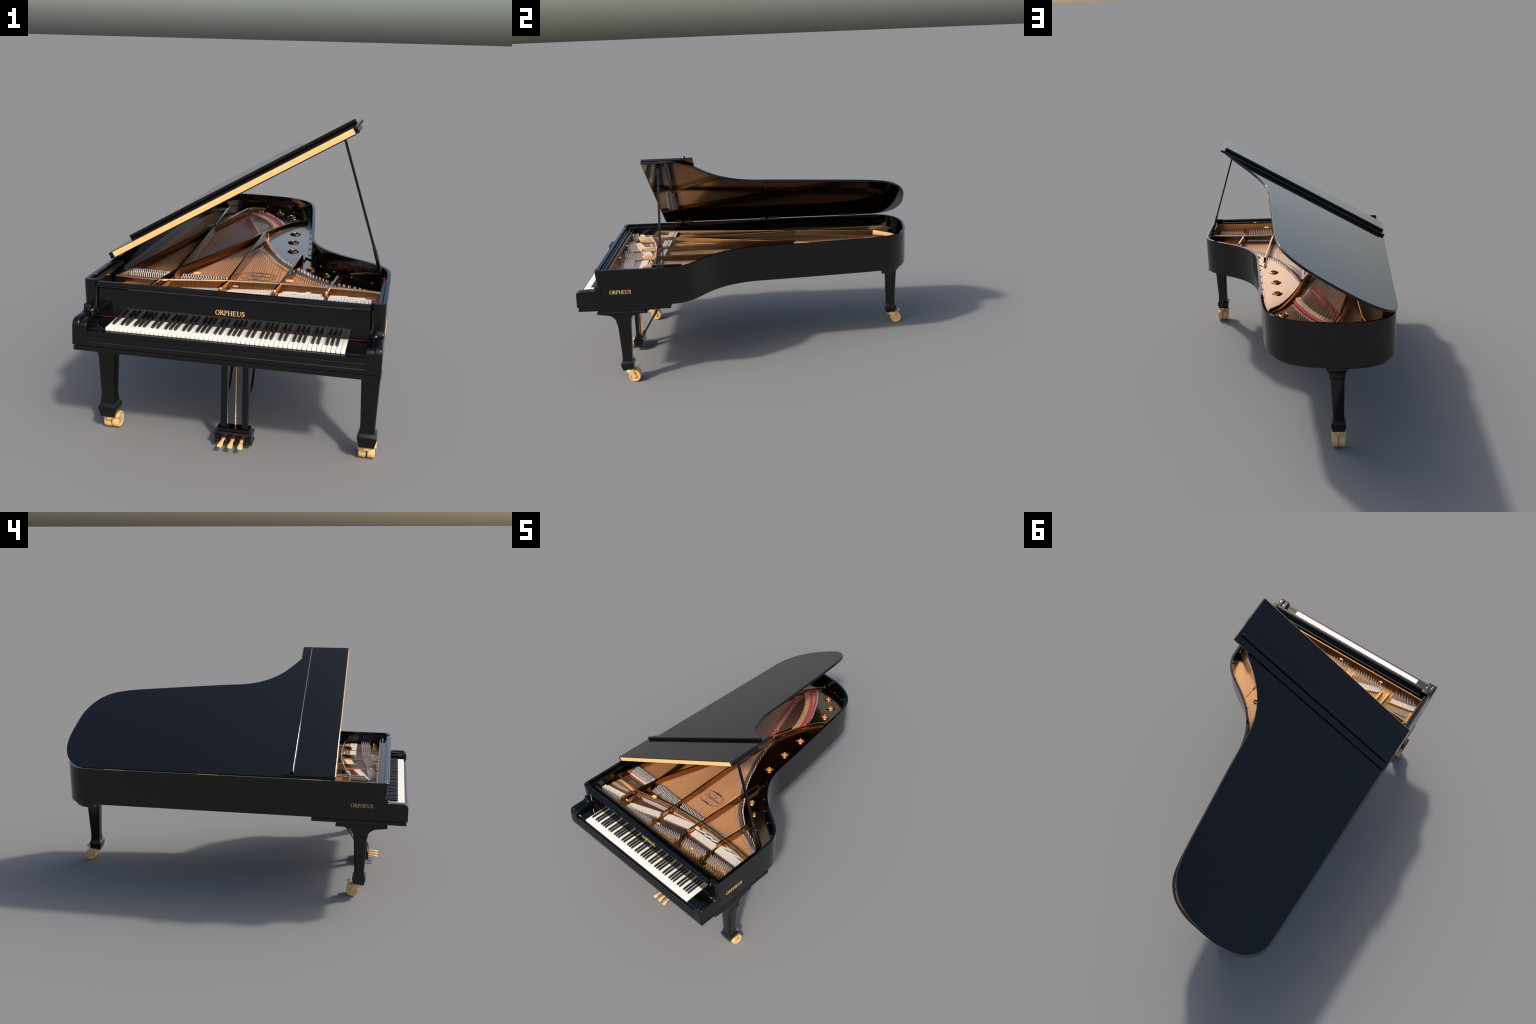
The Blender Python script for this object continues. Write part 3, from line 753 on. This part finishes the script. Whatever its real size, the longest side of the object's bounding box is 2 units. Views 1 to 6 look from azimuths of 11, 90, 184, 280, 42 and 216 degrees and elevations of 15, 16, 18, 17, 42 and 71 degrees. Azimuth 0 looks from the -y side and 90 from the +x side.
# --- sections: x range at the pins, at the capo, at the bridge
SEC = [  # name, xL, xR (front), bridge L, bridge R, notes, strings per note
    (-0.500, -0.352, (-0.262, 0.800), (-0.075, 0.475), 18, 2),
    (-0.276, -0.085, (-0.285, 0.690), (-0.140, 0.270), 19, 3),
    (-0.048, 0.126, (-0.080, 0.120), (0.103, -0.225), 16, 3),
    (0.160, 0.321, (0.150, -0.275), (0.305, -0.398), 16, 3),
    (0.352, 0.510, (0.355, -0.462), (0.500, -0.525), 16, 3),
]
PINY = [(-0.782, -0.768), (-0.772, -0.752), (-0.757, -0.722), (-0.716, -0.706), (-0.706, -0.692)]  # back edge of pin field, left/right
FELT = [((-0.518, -0.372), (-0.752, -0.728), 0.028), ((-0.285, -0.085), (-0.748, -0.676), 0.036), ((-0.055, 0.124), (-0.656, -0.607), 0.042),
        ((0.150, 0.324), (-0.634, -0.630), 0.042), ((0.342, 0.506), (-0.624, -0.624), 0.046)]
wire = bmesh.new(); cop = bmesh.new(); pins = bmesh.new(); agr = bmesh.new(); bpin = bmesh.new()
def tube(bm, pts, r, n=4):
    for a, b in zip(pts, pts[1:]):
        bm_cyl(bm, a, b, r, n=n)
def lerp(a, b, f): return a + (b - a) * f
strings_xy = []
for si, (xl, xr, bl, br, nn, spn) in enumerate(SEC):
    zst = 0.6090 if si == 0 else 0.6010
    tot = nn * spn
    for i in range(nn):
        for j in range(spn):
            f = (i + (0.5 + (j - (spn - 1) / 2) * (0.46 / spn))) / nn
            k = i * spn + j
            fx, (fya, fyb), fd = FELT[si]
            x0 = lerp(xl, xr, f)
            pyb = lerp(PINY[si][0], PINY[si][1], f)
            row = k % 5; col = k // 5; ncol = (tot + 4) // 5
            fc = (col + 0.5) / ncol
            pyb = lerp(PINY[si][0], PINY[si][1], fc)
            ypin = pyb - 0.0118 * (row + 0.2) * (0.66 if si == 0 else (0.80 if si == 1 else 1.0))
            xpin = lerp(xl, xr, fc) + 0.0030 * (row - 2) + 0.003
            # pin with coil
            lean = 0.005
            bm_cyl(pins, (xpin, ypin, 0.603), (xpin, ypin - lean, 0.6315), 0.0022, 0.0017, n=6)
            bm_cyl(pins, (xpin, ypin, 0.6055), (xpin, ypin - 0.001, 0.6115), 0.0030, n=6)
            # string
            cy = capo_y(x0)
            ff = (k + 0.5) / tot
            B = Vector((lerp(bl[0], br[0], f), lerp(bl[1], br[1], f), zst))
            if si == 0:     # bass bridge bows outwards
                B += Vector((0.035, 0.018, 0)) * math.sin(math.pi * f)
            elif si == 2:
                B += Vector((-0.022, -0.022, 0)) * math.sin(math.pi * f)
            fy = lerp(fya, fyb, f)
            xf = x0
            pA = Vector((xpin, ypin, 0.6085)); pB = Vector((xf, fy - fd * 0.5, 0.6140)); pC = Vector((xf, cy, zst + 0.002))
            d = (B - pC).normalized()
            end = B + d * (0.085 if si == 0 else (0.055 if si == 1 else 0.042 - 0.012 * (si - 2))) + Vector((0, 0, -0.005))
            if si == 0:
                tube(wire, [pA, pB, pC], 0.0005)
                tube(cop, [pC, B], 0.0008)
                tube(wire, [B, end], 0.0007)
            else:
                tube(wire, [pA, pB, pC, B, end], 0.00038)
            if j == spn // 2:
                strings_xy.append((si, i, x0, cy, B, d))
            if si < 3 and j == 0:
                bm_box(agr, (xf - 0.0026, fy + 0.001, 0.603), (xf + 0.0026, fy + 0.0085, 0.6165), 0.0012, 1)
            if j == 0:
                for q, s in ((0.0, -1), (0.012, 1)):
                    c = B + d * q
                    bm_box(bpin, (c.x - 0.0022, c.y - 0.0028, zst - 0.006), (c.x + 0.0022, c.y + 0.0028, zst + 0.0008))
add("strings", to_me(wire, "strings"), WIRE, smooth=60, stuff=True)
add("bass_strings", to_me(cop, "bass_strings"), COPPER, smooth=60, stuff=True)
add("tuning_pins", to_me(pins, "tuning_pins"), STEEL, smooth=60, stuff=True)
add("agraffes", to_me(agr, "agraffes"), BRASS, plate, smooth=60, stuff=True)
add("bridge_pins", to_me(bpin, "bridge_pins"), STEEL, smooth=None, stuff=True)

# white stringing felt strips (split between notes by the strings)
for si, (fx, (ya, yb), d) in enumerate(FELT):
    bm = bmesh.new(); n = SEC[si][4]
    for i in range(n):
        f0, f1 = (i + 0.06) / n, (i + 0.94) / n
        xa, xb = lerp(fx[0], fx[1], f0), lerp(fx[0], fx[1], f1); y0, y1 = lerp(ya, yb, f0), lerp(ya, yb, f1)
        vs = [Vector((xa, y0 - d, 0)), Vector((xb, y1 - d, 0)), Vector((xb, y1, 0)), Vector((xa, y0, 0))]
        bm_loft(bm, [[v + Vector((0, 0, 0.6035)) for v in vs], [v + Vector((0, 0, 0.6125)) for v in vs], [v * 0.98 + (vs[0] + vs[2]) * 0.01 + Vector((0, 0, 0.6145)) for v in vs]])
    add("stringing_felt", to_me(bm, "stringing_felt"), FELTW, plate, smooth=None, stuff=True)
# duplex bars in the two treble sections
for x0, x1, y0, y1 in ((0.158, 0.2125, -0.626, -0.613), (0.2125, 0.266, -0.627, -0.615), (0.265, 0.312, -0.626, -0.615), (0.345, 0.412, -0.6225, -0.6125), (0.406, 0.481, -0.6275, -0.615)):
    p0, p1 = Vector((x0, y0 + 0.003, 0.613)), Vector((x1, y1 + 0.003, 0.613))
    bar("duplex_bar", p0, p1, 0.0022, 0.0042, FELTW, plate)
# grey fuzzy felts between agraffes and capo
def strip_poly(name, pts_a, pts_b, z0, z1, mat, parent=None, **k):
    return flat(name, list(pts_a) + list(reversed(pts_b)), z0, z1, mat, parent=parent, bev=0.0, **k)
for x0, x1, ya, yb in ((0.168, 0.318, 0.017, 0.008), (0.365, 0.508, 0.017, 0.008)):
    strip_poly("muting_felt", [(x, capo_y(x) - ya) for x in (x0, (x0 + x1) / 2, x1)], [(x, capo_y(x) - yb) for x in (x0, (x0 + x1) / 2, x1)], 0.603, 0.6115, FELTG, plate)
strip_poly("muting_felt", [(-0.285, -0.668), (-0.25, -0.680), (-0.18, -0.665), (-0.105, -0.650)], [(-0.285, -0.668), (-0.24, -0.658), (-0.18, -0.642), (-0.095, -0.625)], 0.603, 0.6100, FELTG, plate)
strip_poly("muting_felt", [(-0.048, -0.628), (0.03, -0.613), (0.11, -0.602)], [(-0.048, -0.617), (0.03, -0.606), (0.11, -0.598)], 0.603, 0.6100, FELTG, plate)
strip_poly("muting_felt", [(-0.505, -0.715), (-0.44, -0.710), (-0.38, -0.695)], [(-0.505, -0.698), (-0.44, -0.690), (-0.38, -0.683)], 0.603, 0.6100, FELTG, plate)
# hammers of the action, seen deep between the capo bar and the dampers
bm = bmesh.new()
nh = 66
for i in range(nh):
    x = -0.500 + 0.80 * (i + 0.5) / nh
    yc = capo_y(x) + 0.052 if x < -0.30 else capo_y(x) + 0.040
    for dy, zt in ((-0.030, 0.548), (-0.010, 0.556), (0.010, 0.556), (0.030, 0.548)):
        bm_box(bm, (x - 0.0043, yc + dy - 0.010, 0.515), (x + 0.0043, yc + dy + 0.010, zt + random.uniform(-0.0015, 0.0015)), 0.002, 1)
add("hammers", to_me(bm, "hammers"), FELTG, smooth=None, stuff=True)

# dampers: black head with white felt, wavy top, one per note
def damper_mesh(length, wid, zt, amp, waves):
    bm = bmesh.new()
    for mat_i, (xa, xb, dz) in enumerate(((-0.47, 0.14, 0.0), (0.14, 0.47, 0.0010))):
        n = 14; secs = []
        nf = len(bm.faces)
        for i in range(n + 1):
            f = i / n
            y = -length / 2 + length * f
            z = zt + dz + amp * math.sin(2 * math.pi * waves * f + 0.6) + 0.003 * (1 - abs(2 * f - 1))
            if i in (0, n): z -= 0.003
            sx = wid * 0.42 * math.sin(2 * math.pi * 1.0 * f)
            secs.append([Vector((xa * wid + sx, y, 0.604)), Vector((xb * wid + sx, y, 0.604)), Vector((xb * wid + sx, y, z)), Vector((xa * wid + sx, y, z))])
        bm_loft(bm, secs)
        bm.faces.ensure_lookup_table()
        for fc in list(bm.faces)[nf:]:
            fc.material_index = mat_i
    me = to_me(bm, "damper"); me.materials.append(BLKM); me.materials.append(FELTW); shade(me, 50)
    return me
DAMP = [(0, -0.4865, -0.335, -0.541, -0.546, 0.054, 0.630, 0.0022, 2.0, 18), (1, -0.272, -0.080, -0.555, -0.558, 0.052, 0.628, 0.0022, 2.0, 18),
        (2, -0.055, 0.126, -0.555, -0.558, 0.036, 0.622, 0.0018, 1.5, 16), (3, 0.152, 0.312, -0.556, -0.560, 0.014, 0.613, 0.0008, 1.0, 18)]
dampers = D.objects.new("damper_rail", None); SC.objects.link(dampers); dampers.parent = ROOT
for si, xa, xb, ya, yb, ln, zt, amp, wv, n in DAMP:
    me = damper_mesh(ln, (xb - xa) / n, zt, amp, wv)
    for i in range(n):
        f = (i + 0.5) / n
        o = D.objects.new("damper", me); SC.objects.link(o); o.parent = dampers
        o.location = (lerp(xa, xb, f), lerp(ya, yb, f), random.uniform(-0.0005, 0.0005))
        o.scale = (1, 1 - 0.25 * f * (si in (1, 2)), 1)
        if si == 0: o.rotation_euler = (0, 0, math.radians(-8))
# red-lined white strip in front of the bass dampers
box("damper_strip", (-0.488, -0.582, 0.604), (-0.345, -0.572, 0.612), FELTW, 0.001, dampers)
box("damper_strip_felt", (-0.488, -0.5725, 0.604), (-0.345, -0.5695, 0.6145), REDF, 0.0005, dampers)

# bridges
def ribbon_path(name, pts, wd, z0, z1, mat, n=5, parent=None, **k):
    P = catmull([(x, y, 0) for x, y in pts], n)
    return sweep(name, P, [(-wd, z0), (wd, z0), (wd, z1 - 0.001), (wd - 0.001, z1), (-wd + 0.001, z1), (-wd, z1 - 0.001)], mat, parent, smooth=40, **k)
tre_br = [(0.520, -0.537), (0.484, -0.5200), (0.420, -0.495), (0.350, -0.464), (0.300, -0.436), (0.238, -0.390), (0.162, -0.312), (0.110, -0.240), (0.068, -0.172), (0.026, -0.095), (-0.015, -0.010), (-0.064, 0.085), (-0.100, 0.175), (-0.135, 0.27), (-0.19, 0.42), (-0.25, 0.58), (-0.300, 0.72)]
ribbon_path("treble_bridge", tre_br, 0.011, ZS, 0.6000, BRIDGE)
ribbon_path("bass_bridge", [(-0.285, 0.845), (-0.232, 0.795), (-0.165, 0.712), (-0.115, 0.620), (-0.074, 0.520), (-0.060, 0.462)], 0.0165, ZS, 0.6075, BRIDGE)
gap_l = catmull([(-0.268, 0.728, 0), (-0.212, 0.560, 0), (-0.155, 0.400, 0), (-0.122, 0.296, 0)], 5)
gap_r = catmull([(-0.282, 0.822, 0), (-0.250, 0.788, 0), (-0.182, 0.705, 0), (-0.132, 0.612, 0), (-0.092, 0.515, 0), (-0.074, 0.448, 0)], 5)
flat("plate_bridge_web", [(p.x, p.y) for p in gap_l] + [(p.x, p.y) for p in reversed(gap_r)], ZS + 0.0005, 0.5985, GOLD, parent=plate)
# felts behind the bridges
ribbon_path("bass_felt", [(-0.262, 0.872), (-0.205, 0.806), (-0.130, 0.700), (-0.078, 0.590), (-0.046, 0.500)], 0.0125, ZS, 0.6055, REDF)
ribbon_path("bass_felt", [(-0.255, 0.895), (-0.192, 0.836), (-0.136, 0.758), (-0.074, 0.642), (-0.043, 0.560)], 0.0055, ZS, 0.6020, REDF)
ribbon_path("tenor_felt", [(-0.282, 0.722), (-0.232, 0.560), (-0.172, 0.395), (-0.137, 0.288)], 0.0100, ZS, 0.6020, REDF)
ribbon_path("tenor_felt", [(-0.263, 0.728), (-0.208, 0.560), (-0.150, 0.400), (-0.119, 0.295)], 0.0045, ZS, 0.6020, REDF)
ribbon_path("hitch_cloth", [(x - 0.0085 * 0.75, y - 0.0085 * 0.65) for x, y in treble_edge[1:-2]], 0.0115, ZS, 0.6018, CLOTH)
# hitch pins
hp = bmesh.new()
def pins_along(pts, step, dx, dy, zt, r):
    P = catmull([(x, y, 0) for x, y in pts], 12); acc = 0; q = 0
    for a, b in zip(P, P[1:]):
        acc += (b - a).length
        if acc >= step:
            acc = 0; q += 1
            o = 0.0022 * (1 if q % 2 else -1)
            bm_cyl(hp, (b.x + dx + o, b.y + dy, ZP - 0.002), (b.x + dx + o + 0.001, b.y + dy + 0.001, zt), r, n=6)
pins_along(treble_edge[1:-1], 0.0078, 0.004, 0.004, 0.6105, 0.0019)
pins_along([(-0.250, 0.902), (-0.186, 0.842), (-0.129, 0.762), (-0.066, 0.645), (-0.036, 0.563)], 0.0075, 0.002, 0.002, 0.611, 0.0020)
pins_along([(-0.258, 0.732), (-0.203, 0.562), (-0.146, 0.402), (-0.115, 0.297)], 0.0095, 0, 0, 0.610, 0.0016)
pins_along([(-0.500, 0.45), (-0.485, 0.68), (-0.44, 0.82), (-0.37, 0.865), (-0.30, 0.87)], 0.02, 0, 0, 0.606, 0.002)
add("hitch_pins", to_me(hp, "hitch_pins"), STEEL, smooth=60, stuff=True)

# ------------------------------------------------------------------ soundboard emblem
em = bmesh.new(); ZE = ZS + 0.0003
ec = Vector((0.012, -0.374, 0))
def ink(pts, wd, closed=False):
    P = [Vector((p[0], p[1], 0)) for p in pts]
    bm_sweep(em, P, [(-wd, ZE - 0.0002), (wd, ZE - 0.0002), (wd, ZE + random.uniform(0.0002, 0.0006)), (-wd, ZE + 0.0004)], closed)
RX, RY = 0.078, 0.052
ov = [(ec.x + RX * math.copysign(abs(math.cos(t)) ** 0.75, math.cos(t)), ec.y + RY * math.copysign(abs(math.sin(t)) ** 0.85, math.sin(t))) for t in [2 * math.pi * i / 60 for i in range(60)]]
ink(ov, 0.0009, True)
ov2 = [(ec.x + (p[0] - ec.x) * 0.92, ec.y + (p[1] - ec.y) * 0.88) for p in ov]
ink(ov2, 0.0004, True)
for sgn in (1, -1):
    for i in range(-7, 8):
        bx = ec.x + 0.0072 * i; by = ec.y + sgn * (RY - 0.0008 * i * i * 0.18)
        for q in range(3):
            a = random.uniform(0, 6.28); ln = random.uniform(0.005, 0.0095) * (1.2 - abs(i) / 9)
            dx, dy = math.cos(a) * ln, math.sin(a) * ln
            ink(catmull([(bx, by, 0), (bx + dx * .5 - dy * .25, by + dy * .5 + dx * .25, 0), (bx + dx, by + dy, 0)], 3), 0.0016 * (1.3 - abs(i) / 9))
# cursive word
cur = {
    'O': [(0.62, 0.98), (0.25, 0.95), (0.02, 0.55), (0.12, 0.1), (0.5, 0.0), (0.85, 0.35), (0.85, 0.8), (0.55, 1.0), (0.42, 0.75), (0.8, 0.62), (1.1, 0.7)],
    'r': [(0, 0.05), (0.22, 0.45), (0.26, 0.52), (0.40, 0.44), (0.34, 0.1), (0.5, 0.05)],
    'p': [(0, 0.05), (0.22, 0.5), (0.05, -0.45), (0.2, 0.3), (0.42, 0.48), (0.46, 0.15), (0.2, 0.02), (0.6, 0.05)],
    'h': [(0, 0.05), (0.35, 0.85), (0.3, 1.0), (0.2, 0.8), (0.12, 0.0), (0.3, 0.42), (0.42, 0.4), (0.42, 0.05), (0.6, 0.05)],
    'e': [(0, 0.1), (0.3, 0.35), (0.22, 0.48), (0.08, 0.25), (0.2, 0.0), (0.5, 0.08)],
    'u': [(0, 0.1), (0.15, 0.45), (0.12, 0.1), (0.25, 0.0), (0.42, 0.45), (0.42, 0.05), (0.6, 0.08)],
    's': [(0, 0.1), (0.22, 0.5), (0.35, 0.2), (0.2, 0.0), (0.05, 0.08)],
}
S = 0.031; cx0 = ec.x - 0.058
adv = {'O': 0.95, 'r': 0.45, 'p': 0.58, 'h': 0.55, 'e': 0.46, 'u': 0.55, 's': 0.4}
for c in "Orpheus":
    pts = [(cx0 + (x + 0.28 * y) * S, ec.y - 0.010 + y * S, 0) for x, y in cur[c]]
    ink(catmull(pts, 5), 0.0012 if c == 'O' else 0.0011)
    cx0 += adv[c] * S
for k, (yy, hw) in enumerate(((0.026, 0.030), (0.031, 0.022), (-0.027, 0.026), (-0.032, 0.018))):
    for j in range(8):
        xa = ec.x - hw + 2 * hw * j / 8
        ink([(xa, ec.y + yy), (xa + hw * 0.16, ec.y + yy)], 0.0007)
ink([(0.13, -0.368), (0.158, -0.376), (0.178, -0.383)], 0.0008)
add("soundboard_emblem", to_me(em, "soundboard_emblem"), INK, smooth=None, stuff=True)
